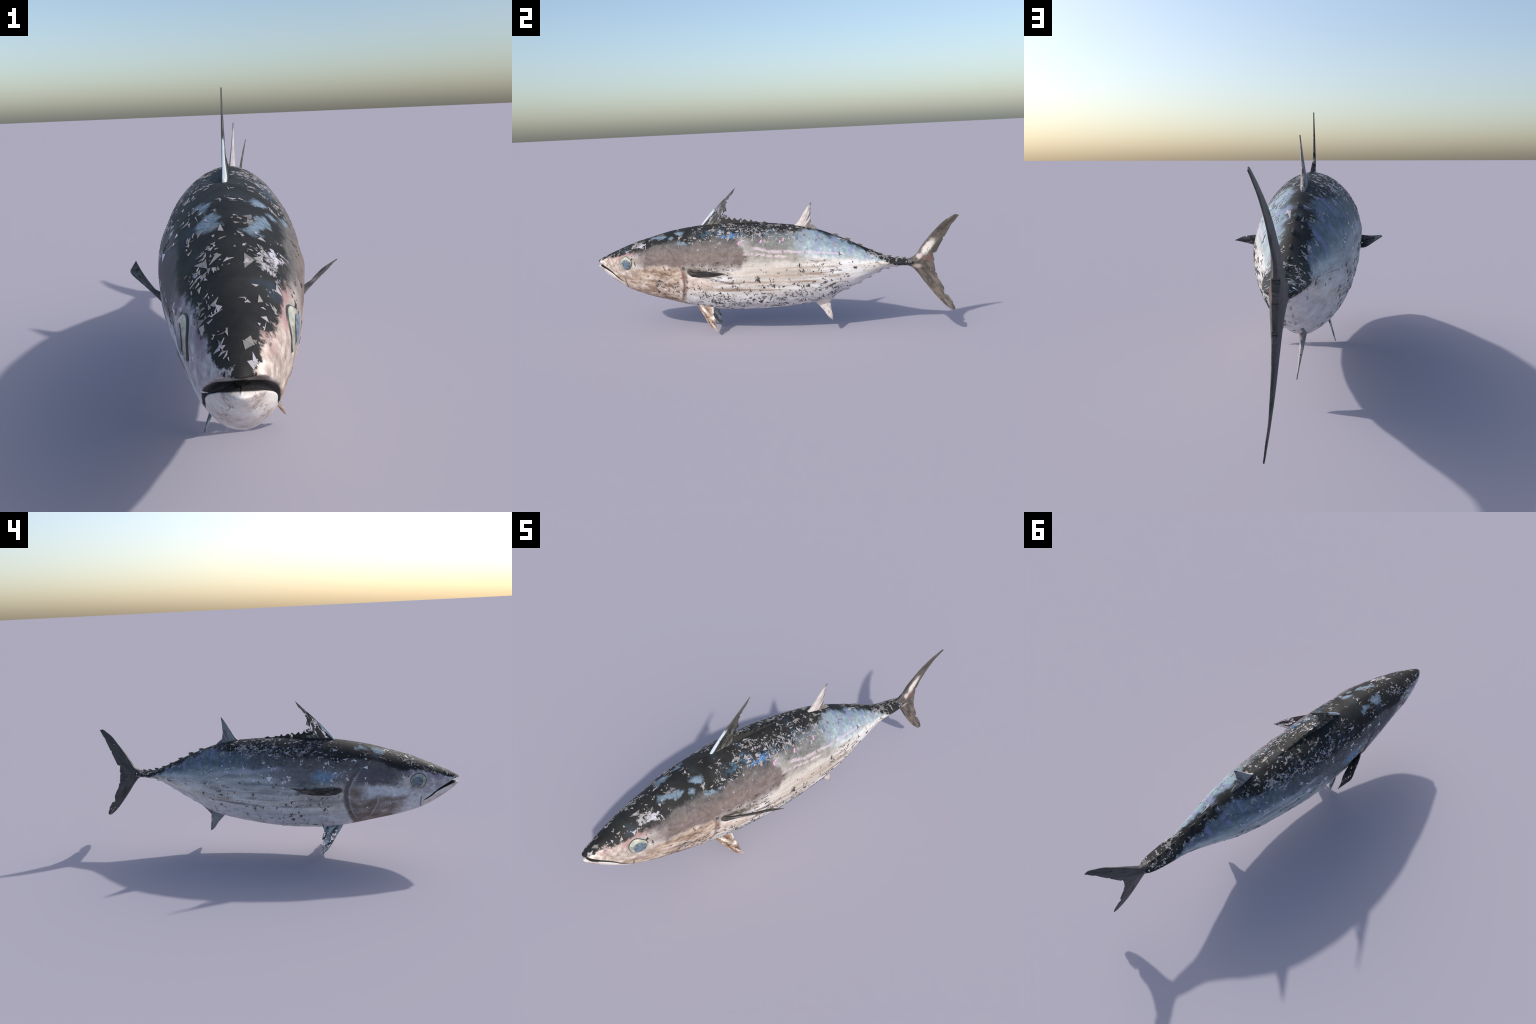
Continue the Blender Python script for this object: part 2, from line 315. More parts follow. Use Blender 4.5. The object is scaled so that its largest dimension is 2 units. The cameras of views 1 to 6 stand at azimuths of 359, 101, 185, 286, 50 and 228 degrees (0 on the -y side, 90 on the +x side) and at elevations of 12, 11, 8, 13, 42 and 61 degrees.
    # dark skin around the eyes
    for sd in (1, -1):
        c = (sd*.088, EYE[sd][0], EYE[sd][1])
        col = k.mix(k.prod(k.blob(c, (.05, .047, .047), .86, 1.06, vec=k.P), .55), col, (.30, .28, .27))
    # grain
    col = k.scale_color(col, k.add(.80, k.mul(n_fine, .40)))
    col = k.scale_color(col, k.add(.84, k.mul(n_mid, .32)))
    col = k.scale_color(col, k.add(.80, k.mul(k.noise(20, 5, .7, stretch=(1, .45, 1)), .40)))
    rough = k.add(.45, k.mul(n_mid, .25))
    return k.finish(col, rough, .14, bump=k.add(n_fine, k.mul(n_mid, 1.5)), dist=.002, strength=.35)

def simple(name, col, rough=.5, var=.25, scale=60, stretch=None, rot=(0,0,0), spec=.35):
    k = Nodes(name)
    n = k.noise(scale, 4, .6, stretch=stretch, rot=rot)
    c = k.scale_color(k.mix(0., col, col), k.add(1-var, k.mul(n, 2*var)))
    return k.finish(c, rough, spec, bump=n, dist=.001, strength=.3)

# ------------------------------------------------------------------ meshes
COLL = bpy.context.scene.collection
fish = bpy.data.objects.new('tuna_fish', None); COLL.objects.link(fish)
fish['label'] = 'whole skipjack tuna with dark back, silver belly and shards painted as light and dark skin gaps'
fish['category'] = 'fish'

def make_object(name, verts, faces, mat, parent=fish, smooth=True, normals=None):
    me = bpy.data.meshes.new(name)
    me.from_pydata([tuple(map(float, v)) for v in verts], [], [tuple(int(i) for i in f) for f in faces])
    me.materials.append(mat)
    me.polygons.foreach_set('use_smooth', [smooth]*len(me.polygons))
    if normals is not None:
        me.normals_split_custom_set_from_vertices([tuple(map(float, n)) for n in normals])
    me.update()
    ob = bpy.data.objects.new(name, me); COLL.objects.link(ob); ob.parent = parent
    return ob

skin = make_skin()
NS, NT = 640, 288
u = np.linspace(0, 1, NS)
ys = Y_START+(Y_END-Y_START)*(.25*u**2.6+.75*u)
ys[0] = Y_START+1e-5
# denser at the very tip
ys[:14] = Y_START+(ys[14]-Y_START)*(np.arange(14)/14.)**2+1e-5
ths = np.linspace(0, 2*np.pi, NT, endpoint=False)+.5*np.pi/NT
YY, TT = np.meshgrid(ys, ths, indexing='ij')
V = body(YY, TT)
tip = V[0].mean(0); end = V[-1].mean(0)
verts = np.vstack([V.reshape(-1, 3), tip, end])
idx = np.arange(NS*NT).reshape(NS, NT)
a = idx[:-1, :]; b = idx[1:, :]
quads = np.stack([a, np.roll(a, -1, 1), np.roll(b, -1, 1), b], -1).reshape(-1, 4)
full = bpy.data.meshes.new('whole')
caps = [(NS*NT, idx[0, (j+1) % NT], idx[0, j]) for j in range(NT)]+[(NS*NT+1, idx[-1, j], idx[-1, (j+1) % NT]) for j in range(NT)]
allf = [tuple(map(int, q)) for q in quads]+[tuple(map(int, c)) for c in caps]
full.from_pydata([tuple(v) for v in verts.tolist()], [], allf); full.update()
vn = np.zeros(len(verts)*3); full.vertex_normals.foreach_get('vector', vn); vn = vn.reshape(-1, 3)
bpy.data.meshes.remove(full)
cen = np.array([verts[list(f)].mean(0) for f in allf])
isjaw = (cen[:, 1] < -.815) & (cen[:, 2] < pchip(MOUTH, cen[:, 1]))
ishead = (cen[:, 1] < pchip(GILL, cen[:, 2])) & ~isjaw
istail = cen[:, 1] > .46
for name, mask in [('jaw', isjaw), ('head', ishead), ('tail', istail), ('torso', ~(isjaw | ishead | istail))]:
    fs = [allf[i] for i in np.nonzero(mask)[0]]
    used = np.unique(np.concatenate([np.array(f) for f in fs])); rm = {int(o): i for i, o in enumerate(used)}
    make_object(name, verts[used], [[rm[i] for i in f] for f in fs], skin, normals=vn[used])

# ------------------------------------------------------------------ eyes
def surface_x(sd, y, z):
    """x of the skin at (y, z) on one side, from the section law without relief"""
    zt, zb = pchip(TOP, y), pchip(BOTTOM, y); zm = zb+pchip(WIDEST, y)*(zt-zb); p = np.where(z > zm, pchip(ROUND_UP, y), pchip(ROUND_LOW, y))
    q = np.where(z > zm, (z-zm)/(zt-zm), (zm-z)/(zm-zb))
    return pchip(CENTRE_X, y)+sd*pchip(HALF_WIDTH, y)*np.clip(1-q**p, 0, 1)**(1/p)

def eye_materials():
    k = Nodes('iris'); k.PW = k.wobble(40, .006)
    n = k.noise(60, 4, .6)
    iris = k.finish(k.ramp(n, [(.3, (.20, .21, .18)), (.5, (.34, .35, .29)), (.7, (.54, .53, .43))]), .25, .5, coat=.3)
    k = Nodes('pupil'); n = k.noise(70, 4, .65, dist=1.2)
    pup = k.finish(k.ramp(n, [(.30, (.035, .035, .035)), (.42, (.07, .10, .13)), (.56, (.14, .20, .26)), (.70, (.18, .15, .11))]), .22, .5, coat=.3)
    return iris, pup, simple('eye_rim', (.05, .05, .045), .4, .3)
iris_m, pup_m, rim_m = eye_materials()

def eye_disc(name, sd, r0, r1, off0, off1, mat, parent, dy=0., dz=0., squash=1.0):
    """annular or full disc draped on the cheek; off0/off1 = height above it at inner / outer radius"""
    ey, ez = EYE[sd]; ey += dy; ez += dz
    nr, na = 14, 64
    vs = []; fs = []
    for i in range(nr+1):
        f = i/nr; r = r0+(r1-r0)*f
        for j in range(na):
            an = 2*np.pi*j/na
            wob = 1+.03*np.sin(3*an+1)+.02*np.sin(5*an)
            y = ey+r*wob*np.cos(an)*1.02; z = ez+r*wob*np.sin(an)*squash
            x = float(surface_x(sd, y, z)); h = off0+(off1-off0)*f**2
            vs.append((x+sd*h, y, z))
    for i in range(nr):
        for j in range(na):
            q = [i*na+j, i*na+(j+1) % na, (i+1)*na+(j+1) % na, (i+1)*na+j]
            fs.append(q if sd > 0 else q[::-1])
    return make_object(name, vs, fs, mat, parent)
for sd in (1, -1):
    eye = eye_disc('eye', sd, .0005, .0355, .0065, .0010, iris_m, fish)
    eye_disc('pupil', sd, .0005, .0255, .0082, .0060, pup_m, eye, dy=.004, dz=-.004)
    eye_disc('eye_rim', sd, .0350, .0375, .0014, -.0010, rim_m, eye)

# ------------------------------------------------------------------ fins
def poly(pts, n):
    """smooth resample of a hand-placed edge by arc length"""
    p = np.array(pts, float); s = np.r_[0, np.cumsum(np.linalg.norm(np.diff(p, axis=0), axis=1))]
    q = np.linspace(0, s[-1], n)
    return np.stack([pchip(np.stack([s, p[:, i]], 1), q) for i in range(p.shape[1])], 1)

def fin(name, lead, trail, mat, half, n_span=60, n_chord=26, holes=0., tatter=0., rays=0, ray_h=.0006, seed=1, hole_from=0., parent=fish, stretch=3):
    """membrane lofted between a leading and a trailing edge (3D, base to tip); torn holes are missing skin"""
    r = np.random.default_rng(seed)
    L, T = poly(lead, n_span), poly(trail, n_span)
    v = np.linspace(0, 1, n_chord)
    G = L[:, None]*(1-v)[None, :, None]+T[:, None]*v[None, :, None]
    du = np.gradient(G, axis=0); dv = np.gradient(G, axis=1)
    N = np.cross(du, dv); N /= np.linalg.norm(N, axis=2, keepdims=True)+1e-9
    N[-1] = N[-2]
    sp = np.linspace(0, 1, n_span)[:, None]
    th = half(sp, v[None, :])*np.ones((n_span, n_chord))
    if rays: th = th+ray_h*np.abs(np.sin(v[None, :]*np.pi*rays))*(1-.6*sp)
    # jitter inner points so torn edges are irregular
    chord = np.linalg.norm(T-L, axis=1)[:, None, None]/n_chord
    J = np.zeros_like(G); J[1:-1, 1:-1] = (r.random((n_span-2, n_chord-2, 1))-.5)*.7*dv[1:-1, 1:-1]+(r.random((n_span-2, n_chord-2, 1))-.5)*.7*du[1:-1, 1:-1]
    G = G+J
    id_ = np.arange(n_span*n_chord).reshape(n_span, n_chord)
    alive = np.ones((n_span-1, n_chord-1, 2), bool)
    nh = int(holes*(n_span-1)*(n_chord-1)/5)
    for _ in range(nh):
        i = int((hole_from+(1-hole_from)*r.random())*(n_span-2)); j = int(r.integers(1, n_chord-2))
        for m in range(int(r.integers(2, 3+stretch*2))):
            alive[min(i, n_span-2), j, r.integers(0, 2)] = False
            if r.random() < .6: alive[min(i, n_span-2), j, :] = False
            if r.random() < .75: i = min(i+1, n_span-3)
            else: j = int(np.clip(j+r.integers(-1, 2), 0, n_chord-2))
    if tatter:   # bite uneven notches out of the trailing edge and the tip
        for _ in range(int(tatter*26)):
            i0 = int(n_span*(1-r.random()**1.5*.95)); w = int(r.integers(1, max(2, n_span//12))); dp = r.random()**2*tatter*n_chord*.6
            for i in range(max(0, i0-w), min(n_span-1, i0+w+1)):
                kk = int(dp*(1-abs(i-i0)/(w+1))+.5)
                if kk: alive[i, n_chord-1-kk:, :] = False
    tris = []
    for i in range(n_span-1):
        for j in range(n_chord-1):
            p, q, s, w = id_[i, j], id_[i+1, j], id_[i+1, j+1], id_[i, j+1]
            pair = [(p, q, s), (p, s, w)] if (i+j) % 2 else [(p, q, w), (q, s, w)]
            for m in (0, 1):
                if alive[i, j, m]: tris.append(pair[m])
    A = (G+N*th[..., None]).reshape(-1, 3); B = (G-N*th[..., None]).reshape(-1, 3); nv = len(A)
    edge = {}
    for f in tris:
        for e in ((f[0], f[1]), (f[1], f[2]), (f[2], f[0])): edge[e] = 1
    fs = [f for f in tris]+[(f[2]+nv, f[1]+nv, f[0]+nv) for f in tris]
    for (p, q) in edge:
        if (q, p) not in edge: fs.append((q, p, p+nv, q+nv))
    vs = np.vstack([A, B]); used = np.unique(np.concatenate([np.array(f) for f in fs])); rm = {int(o): i for i, o in enumerate(used)}
    ob = make_object(name, vs[used], [[rm[int(i)] for i in f] for f in fs], mat, parent)
    ob.data.set_sharp_from_angle(angle=math.radians(50))
    return ob

def lens(base, tipv, edge=.25):
    return lambda s, v: (base*(1-s)**1.6+tipv)*(edge+(1-edge)*np.sin(np.pi*np.clip(v*.92+.06, 0, 1))**.7)

def cx(y): return float(pchip(CENTRE_X, y))

# materials of the fins
def tail_material():
    k = Nodes('tail_fin_skin'); k.PW = k.wobble(30, .03)
    fib = k.mix(k.step(k.z, .38, .40), k.noise(70, 4, .65, stretch=(1, .16, 1), rot=(math.radians(52), 0, 0)), k.noise(70, 4, .65, stretch=(1, .16, 1), rot=(math.radians(-52), 0, 0)))
    ridge = fib
    col = k.ramp(fib, [(.3, (.042, .036, .031)), (.5, (.088, .076, .066)), (.7, (.17, .155, .14))])
    nb = k.noise(18, 3, .6)
    col = k.mix(k.prod(k.step(nb, .45, .65), k.inv(k.step(k.z, .2, .38)), .6), col, (.24, .17, .13))
    east = k.step(k.x, k.add(.02, k.mul(k.math('MAXIMUM', k.sub(k.z, .40), 0.), .11)), k.add(.022, k.mul(k.math('MAXIMUM', k.sub(k.z, .40), 0.), .11)))
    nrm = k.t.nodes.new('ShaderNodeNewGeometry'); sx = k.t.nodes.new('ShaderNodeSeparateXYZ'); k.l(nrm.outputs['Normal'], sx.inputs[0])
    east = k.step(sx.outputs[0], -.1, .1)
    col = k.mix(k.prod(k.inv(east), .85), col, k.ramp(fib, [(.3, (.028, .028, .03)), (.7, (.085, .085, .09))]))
    col = k.mix(k.prod(k.blob((.03, .843, .472), (.1, .022, .058), .5, 1.15, rot=(math.radians(37), 0, 0)), east), col, (.62, .58, .54))
    col = k.mix(k.prod(k.blob((.02, .800, .425), (.1, .020, .018), .5, 1.1), east, .8), col, (.58, .48, .48))
    col = k.mix(k.prod(k.blob((.02, .845, .415), (.1, .035, .020), .4, 1.2), east, .7), col, (.17, .085, .075))
    col = k.mix(k.prod(k.blob((.02, .79, .372), (.1, .025, .015), .4, 1.2), east, .6), col, (.55, .47, .43))
    return k.finish(col, .5, .3, bump=ridge, dist=.003, strength=.5)

def dorsal_material():
    k = Nodes('dorsal_membrane')
    fib = k.noise(70, 3, .6, stretch=(1, .13, 1), rot=(math.radians(-50), 0, 0))
    col = k.ramp(fib, [(.36, (.028, .027, .025)), (.52, (.065, .063, .06)), (.62, (.24, .24, .22)), (.75, (.34, .34, .32))])
    hi = k.step(k.z, .69, .645)
    col = k.mix(k.inv(hi), col, k.ramp(fib, [(.4, (.035, .034, .031)), (.7, (.10, .10, .095))]))
    d = k.sub(k.z, k.add(.605, k.mul(k.add(k.y, .374), 1.06)))
    lead = k.mul(k.step(d, -.010, -.003), k.inv(k.step(k.z, .67, .70)))
    col = k.mix(lead, col, (.52, .58, .62))
    return k.finish(col, .5, .3, bump=fib, dist=.003, strength=.5)

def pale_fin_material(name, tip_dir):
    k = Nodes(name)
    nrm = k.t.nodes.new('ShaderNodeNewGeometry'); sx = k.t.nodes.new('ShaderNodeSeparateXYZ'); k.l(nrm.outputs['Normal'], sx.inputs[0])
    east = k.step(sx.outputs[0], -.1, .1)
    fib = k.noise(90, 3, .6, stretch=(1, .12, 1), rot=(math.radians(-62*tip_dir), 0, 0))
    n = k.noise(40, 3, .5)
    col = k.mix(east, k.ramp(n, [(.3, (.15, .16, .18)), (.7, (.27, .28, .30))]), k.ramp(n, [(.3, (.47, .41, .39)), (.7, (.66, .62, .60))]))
    if tip_dir > 0:
        dk = k.mul(k.step(k.sub(k.y, k.add(.175, k.mul(k.sub(k.z, .6), .36))), .012, .034), k.step(fib, .42, .56))
        dk = k.math('MAXIMUM', dk, k.step(k.z, .685, .715)); dk = k.math('MAXIMUM', dk, k.mul(k.inv(k.step(k.z, .585, .60)), .5))
    else:
        dk = k.mul(k.step(k.sub(k.y, k.sub(.30, k.mul(k.sub(k.z, .17), .35))), .0, .03), k.step(fib, .50, .62))
        dk = k.math('MAXIMUM', dk, k.mul(k.step(k.z, .105, .075), .8))
    col = k.mix(k.mul(dk, .85), col, (.09, .085, .08))
    return k.finish(col, .5, .3, bump=fib, dist=.002, strength=.4)

def paired_material(name, stops, rot):
    k = Nodes(name)
    fib = k.noise(60, 3, .6, stretch=(1, .18, 1), rot=rot)
    return k.finish(k.ramp(fib, stops), .5, .3, bump=fib, dist=.002, strength=.4)

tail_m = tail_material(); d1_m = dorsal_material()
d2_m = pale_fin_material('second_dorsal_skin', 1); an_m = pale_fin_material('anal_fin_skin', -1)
pec_m = paired_material('side_fin_skin', [(.35, (.020, .020, .021)), (.5, (.045, .042, .040)), (.62, (.10, .09, .085)), (.75, (.17, .16, .15))], (0, 0, .36))
pelE_m = paired_material('pelvic_fin_brown', [(.36, (.10, .06, .04)), (.48, (.27, .16, .11)), (.56, (.36, .30, .25)), (.66, (.72, .70, .66))], (math.radians(52), 0, 0))
pelW_m = paired_material('pelvic_fin_grey', [(.38, (.05, .05, .05)), (.5, (.22, .26, .28)), (.62, (.44, .50, .53))], (math.radians(52), 0, 0))
finlet_m = simple('finlet_skin', (.10, .095, .08), .55, .5, 90)
finlet_p = simple('finlet_pale', (.42, .41, .40), .55, .3, 90)

# tail fin: two lobes of one part
def tail_x(y, z):
    return float(np.interp(z, [.13,.21,.26,.33,.39,.42,.46,.50,.54,.57,.60,.625,.645], [.030,.0215,.020,.0185,.0195,.0175,.0165,.021,.0265,.0305,.040,.047,.053]))
def tp(l): return [(tail_x(y, z), y, z) for y, z in l]
def lobe_half(s, v): return (.016*(1-s)**3+.0048*(1-s)+.0014)*(.3+.7*np.sin(np.pi*np.clip(v*.9+.07, 0, 1))**.6)
tail_root = bpy.data.objects.new('tail_fin', None); COLL.objects.link(tail_root); tail_root.parent = fish
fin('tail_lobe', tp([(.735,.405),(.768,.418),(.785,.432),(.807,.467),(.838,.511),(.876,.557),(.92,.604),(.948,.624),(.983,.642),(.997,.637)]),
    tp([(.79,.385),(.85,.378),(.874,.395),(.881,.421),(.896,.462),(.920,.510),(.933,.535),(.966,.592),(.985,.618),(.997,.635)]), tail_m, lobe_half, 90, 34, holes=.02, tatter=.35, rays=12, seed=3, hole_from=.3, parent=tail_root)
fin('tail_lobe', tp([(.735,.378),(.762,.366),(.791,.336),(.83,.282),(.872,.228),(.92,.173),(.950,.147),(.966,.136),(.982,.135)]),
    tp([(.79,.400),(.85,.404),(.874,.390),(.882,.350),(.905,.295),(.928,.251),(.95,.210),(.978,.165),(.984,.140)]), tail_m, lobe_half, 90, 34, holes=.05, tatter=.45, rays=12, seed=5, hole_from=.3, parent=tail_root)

# first dorsal: tall torn sail, then a low ragged ridge
def d1p(l): return [(-.018 if z > .62 else cx(y)*.6-.007, y, z) for y, z in l]
fin('dorsal_fin', d1p([(-.380,.596),(-.373,.606),(-.333,.652),(-.270,.718),(-.221,.763),(-.173,.807)]),
    d1p([(-.205,.602),(-.214,.645),(-.231,.672),(-.229,.706),(-.221,.734),(-.190,.775),(-.173,.806)]), d1_m, lens(.0045, .0012), 48, 22, holes=.32, tatter=.6, rays=9, ray_h=.0012, seed=11, hole_from=.05, stretch=4)
spine = [(-.381,.592),(-.372,.607),(-.333,.6535),(-.300,.689)]
fin('dorsal_spine', [(-.018, y-.002, z+.002) for y, z in spine], [(-.018, y+.004, z-.002) for y, z in spine], simple('spine_bone', (.50,.56,.60), .4, .2), lens(.0035, .0016, .5), 24, 6, parent=fish)
rg = np.random.default_rng(21)
crest_top = []; crest_bot = []
for i in range(30):
    f = i/29; y = -.262+f*.27
    crest_top.append((cx(y)+.002, y, .610+.031*(1-f)**1.1+(rg.random()**2-.2)*.014)); crest_bot.append((cx(y)+.002, y-.004, .598))
fin('dorsal_crest', crest_bot, crest_top, simple('crest_skin', (.030,.029,.027), .75, .5, 80), lambda s, v: .0045*(1-v)+.0010, 90, 6, holes=.10, seed=8)

# second dorsal, anal
def d2x(z): return -.004+.010*max(0, z-.59)/.13
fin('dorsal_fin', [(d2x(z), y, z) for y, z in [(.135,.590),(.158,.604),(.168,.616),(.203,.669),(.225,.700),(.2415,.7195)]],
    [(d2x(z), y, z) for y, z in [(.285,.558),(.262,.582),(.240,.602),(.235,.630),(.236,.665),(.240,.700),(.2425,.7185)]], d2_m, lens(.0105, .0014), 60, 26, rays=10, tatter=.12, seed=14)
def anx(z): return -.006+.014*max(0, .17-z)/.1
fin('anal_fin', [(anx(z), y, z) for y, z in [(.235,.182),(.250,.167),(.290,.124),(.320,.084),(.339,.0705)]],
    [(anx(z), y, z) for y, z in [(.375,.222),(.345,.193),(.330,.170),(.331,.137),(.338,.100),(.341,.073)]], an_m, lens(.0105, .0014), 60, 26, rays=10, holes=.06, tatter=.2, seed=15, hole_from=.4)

# side fins and belly fins
for sd, tipp in ((1, (.2475, -.186, .383)), (-1, (-.2485, -.181, .401))):
    c0 = -.012
    lead = [(c0+sd*.135, -.435, .376), (c0+sd*.165, -.400, .380), (c0+sd*.205, -.330, .385), (c0+sd*.238, -.255, .388 if sd > 0 else .396), tipp]
    trail = [(c0+sd*.135, -.405, .335), (c0+sd*.155, -.340, .343), (c0+sd*.180, -.278, .350), (c0+sd*.216, -.222, .368 if sd > 0 else .380), tipp]
    fin('pectoral_fin', lead, trail, pec_m, lens(.006, .0012), 40, 16, holes=.24, tatter=.15, rays=9, seed=30+sd, hole_from=.25, stretch=4)
def pel(sd, l): return [(.048+.055*(.155-z)/.127 if sd > 0 else -.048-.050*(.155-z)/.155, y, z) for y, z in l]
fin('pelvic_fin', pel(1, [(-.412,.172),(-.406,.158),(-.366,.100),(-.333,.056),(-.310,.038),(-.291,.027)]), pel(1, [(-.318,.150),(-.316,.124),(-.303,.095),(-.299,.065),(-.293,.040),(-.290,.029)]),
    pelE_m, lens(.0065, .0013), 36, 14, holes=.10, tatter=.4, rays=6, ray_h=.0012, seed=41, hole_from=.3)
fin('pelvic_fin', pel(-1, [(-.425,.172),(-.419,.156),(-.378,.083),(-.350,.036),(-.328,.012),(-.314,.001)]), pel(-1, [(-.300,.150),(-.318,.118),(-.310,.085),(-.308,.05),(-.309,.020),(-.312,.002)]),
    pelW_m, lens(.0065, .0013), 36, 14, holes=.28, tatter=.5, rays=6, ray_h=.0012, seed=42, hole_from=.2)

# finlets: little ragged flags on the tail stalk
def finlet(y, up, size, seed):
    r = np.random.default_rng(seed)
    z0 = float(pchip(TOP if up else BOTTOM, y)); z1 = float(pchip(TOP if up else BOTTOM, y+size)); sg = 1 if up else -1
    x0 = cx(y)+.002
    h = size*r.uniform(.22, .42)
    lead = [(x0, y-.008, z0-sg*.006), (x0, y+size*.35, (z0+z1)/2+sg*h*.7), (x0+.002, y+size*.85, z1+sg*h*.95)]
    trail = [(x0, y+size*.55, z1-sg*.010), (x0, y+size*.7, z1-sg*.001), (x0+.002, y+size*.95, z1+sg*h*.85)]
    lead = [(a, b+(r.random()-.5)*.004, c+(r.random()-.5)*.003) for a, b, c in lead]
    fin('finlet', lead, trail, finlet_m if up else finlet_p, lens(.004, .0012), 14, 8, tatter=.5, seed=seed)
for i, y in enumerate([.345,.41,.475,.533,.582,.630,.672,.708]): finlet(y, True, .040-.0018*i, 50+i)
for i, y in enumerate([.405,.472,.527,.577,.625,.668]): finlet(y, False, .034-.0016*i, 70+i)

# ------------------------------------------------------------------ thin pale, dark and brown flakes
def theta_at(y, tt, sd):
    """section angle of relative height tt (0 belly, 1 back) on side sd"""
    mid = float(pchip(WIDEST, y)); p = float(pchip(ROUND_UP if tt >= mid else ROUND_LOW, y))
    q = (tt-mid)/(1-mid) if tt >= mid else (tt-mid)/mid
    sn = np.sign(q)*abs(q)**(p/2); an = math.asin(max(-1, min(1, sn)))
    return an if sd > 0 else math.pi-an

def gap_shards(name, centres, mat, size, seed, per=(1, 5), long=2.2):
    r = np.random.default_rng(seed); Yp = []; Tp = []; H = []
    for (y, tt, sd) in centres:
        for _ in range(int(r.integers(*per))):
            yc = y+r.normal(0, size*.9); hz = float(pchip(TOP, yc)-pchip(BOTTOM, yc)) if -1 < yc < Y_END else 0
            if hz <= 0 or yc > .785 or yc < -.985: continue
            th0 = theta_at(yc, tt, sd)
            P0 = body(yc, th0); dth = np.linalg.norm(body(yc, th0+.01)-P0)/.01
            if dth < .008: continue
            th0 += r.normal(0, size*.9)/dth
            a0 = r.random()*2*np.pi; s = size*np.exp(r.normal(-.25, .45)); s = min(s, .028, hz*.25)
            st = np.exp(r.normal(0, .35)); ang = a0+np.array([0, 2.1+r.normal(0, .5), 4.2+r.normal(0, .5)])
            rad = s*np.array([r.uniform(.6, long*.75), r.uniform(.3, .8), r.uniform(.3, .9)])
            Yp.append(yc+rad*np.cos(ang)*st); Tp.append(th0+rad*np.sin(ang)/st/dth); H.append(r.uniform(.00025, .0006))
    Yp = np.clip(np.array(Yp), -.99, .79); Tp = np.array(Tp); H = np.array(H)[:, None, None]
    C = body(Yp, Tp); N = body_normal(Yp, Tp)
    A = C+N*H; B = C-N*.001
    n = len(Yp); vs = np.concatenate([A, B], 1).reshape(-1, 3); fs = []
    e1 = A[:, 1]-A[:, 0]; e2 = A[:, 2]-A[:, 0]; flip = np.einsum('ij,ij->i', np.cross(e1, e2), N[:, 0]) < 0
    for i in range(n):
        o = 6*i; f = [(0, 1, 2), (3, 5, 4), (0, 3, 4, 1), (1, 4, 5, 2), (2, 5, 3, 0)]
        fs += [tuple(o+q for q in (g[::-1] if flip[i] else g)) for g in f]
    ob = make_object(name, vs, fs, mat, smooth=False); ob['kind'] = 'stuff'
    return ob

def gap_shard_material(name, stops, rough=.45):
    k = Nodes(name)
    g = k.t.nodes.new('ShaderNodeNewGeometry')
    n = k.noise(120, 3, .6)
    v = k.add(k.mul(g.outputs['Random Per Island'], .75), k.mul(n, .25))
    return k.finish(k.ramp(v, stops), rough, .35)

def scatter(n, rule, seed):
    """rejection sampling of shard centres; rule(y, height, side) -> probability"""
    r = np.random.default_rng(seed); out = []
    while len(out) < n:
        y = r.uniform(-.98, .79); tt = r.random(); sd = 1 if r.random() < .5 else -1
        area = float(pchip(TOP, y)-pchip(BOTTOM, y))/.48
        if tt > .85 or tt < .1: area *= 1.8
        if r.random() < rule(y, tt, sd)*area: out.append((y, tt, sd))
    return out
def g(v, c, w): return math.exp(-((v-c)/w)**2)
def patchy(y, tt, sd): return .35+.65*max(0, math.sin(17*y+5*sd)*math.sin(23*tt+9*y+sd))
def back_rule(y, tt, sd):
    b = sstep(.80, .90, tt)
    d = .45+.9*g(y, -.76, .07)+1.0*g(y, -.12, .20)*(1.4-tt*.5)+.5*g(y, .1, .1)
    d *= .35 if -.62 < y < -.42 else 1
    return float(b*d*patchy(y, tt, sd)) if y < .22 else float(.35*b*patchy(y, tt, sd))
def stalk_rule(y, tt, sd): return float(sstep(.5, .62, y)*sstep(.2, .5, tt))*3
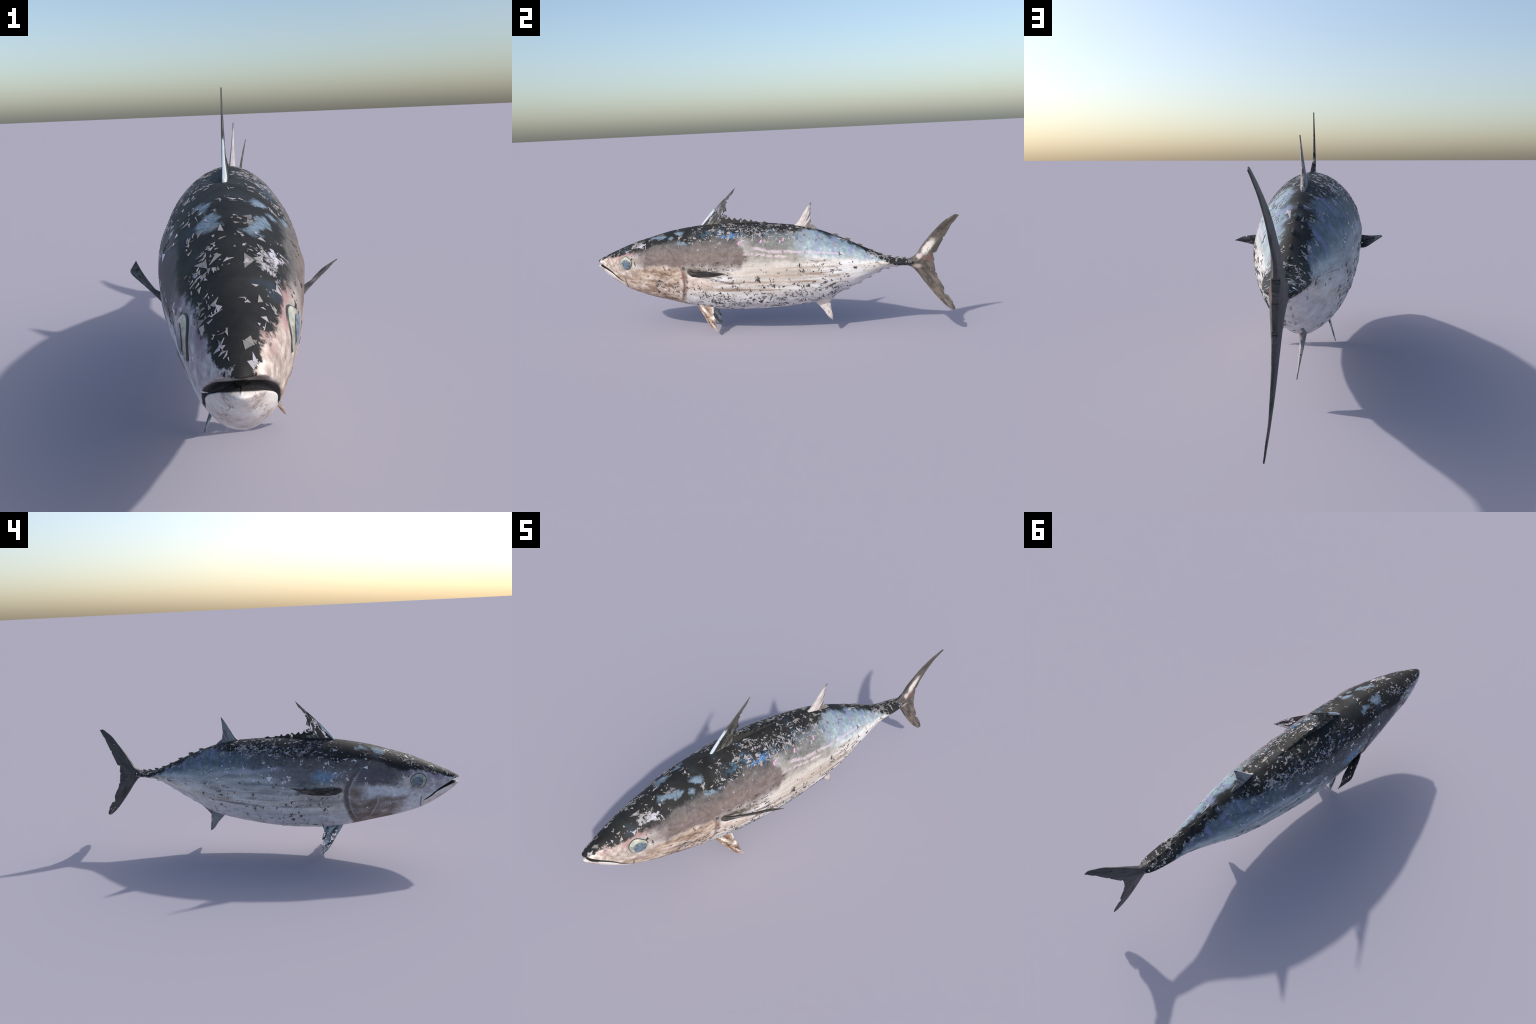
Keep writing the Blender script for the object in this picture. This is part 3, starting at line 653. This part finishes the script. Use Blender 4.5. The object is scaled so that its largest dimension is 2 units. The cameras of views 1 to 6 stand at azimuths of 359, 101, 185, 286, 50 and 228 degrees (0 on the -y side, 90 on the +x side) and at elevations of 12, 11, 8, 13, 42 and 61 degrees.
def east_low_rule(y, tt, sd):
    if sd < 0: return 0
    return float((.9*g(tt, .18, .14)*sstep(-.5, -.3, y)*(1-sstep(.35, .5, y))+.8*g(tt, .3, .14)*sstep(-.75, -.6, y)*(1-sstep(-.5, -.42, y))+1.0*g(tt, .52, .09)*g(y, .32, .13)+.35*g(tt, .55, .05)*g(y, -.25, .12)+.06)*patchy(y, tt, sd)*(tt < .84)*(y > -.74))
def west_rule(y, tt, sd):
    if sd > 0: return 0
    return float((.7*g(tt, .25, .2)*sstep(-.45, -.3, y)*(1-sstep(.2, .4, y))+.5*g(tt, .7, .12)*sstep(-.6, -.5, y)*(1-sstep(-.1, .1, y))+.12)*patchy(y, tt, sd)*(tt < .86))
def east_mid_rule(y, tt, sd):
    if sd < 0: return 0
    return float(g(tt, .66, .12)*g(y, -.25, .15)*.6+g(tt, .85, .05)*g(y, -.05, .15))

pale = gap_shard_material('pale_shard_tone', [(.15, (.12, .115, .115)), (.35, (.24, .225, .21)), (.55, (.31, .285, .28)), (.85, (.39, .365, .42))])
bright = gap_shard_material('bright_sunlit_ground_paint', [(.2, (.55, .52, .50)), (.6, (.74, .71, .74)), (.9, (.82, .79, .84))])  # lightened to read as sunlit ground through gaps on the shaded west side
dark = gap_shard_material('dark_shard_tone', [(.2, (.035, .035, .038)), (.6, (.085, .085, .09)), (.9, (.16, .16, .19))])
brown = gap_shard_material('brown_shard_tone', [(.2, (.05, .04, .028)), (.6, (.11, .085, .055)), (.9, (.20, .16, .11))])
gap_shards('pale_shard', scatter(360, back_rule, 101), pale, .0085, 201)
gap_shards('pale_shard', scatter(420, back_rule, 111), pale, .0050, 211)
gap_shards('pale_shard', scatter(130, stalk_rule, 107), pale, .0060, 207)
gap_shards('pale_shard', scatter(70, east_mid_rule, 108), pale, .006, 208)
gap_shards('dark_shard', scatter(300, east_low_rule, 102), dark, .0070, 202)
gap_shards('dark_shard', scatter(330, east_low_rule, 112), dark, .0042, 212)
gap_shards('pale_shard', scatter(300, west_rule, 103), bright, .0066, 203)
gap_shards('dark_shard', scatter(190, west_rule, 104), brown, .0055, 204)

# torn crack running down behind each eye
cr = [(-.745+.006*math.sin(i*1.7), .96-.028*i, sd) for sd in (1,) for i in range(14)]
gap_shards('dark_shard', cr, dark, .0050, 205, per=(1, 3))
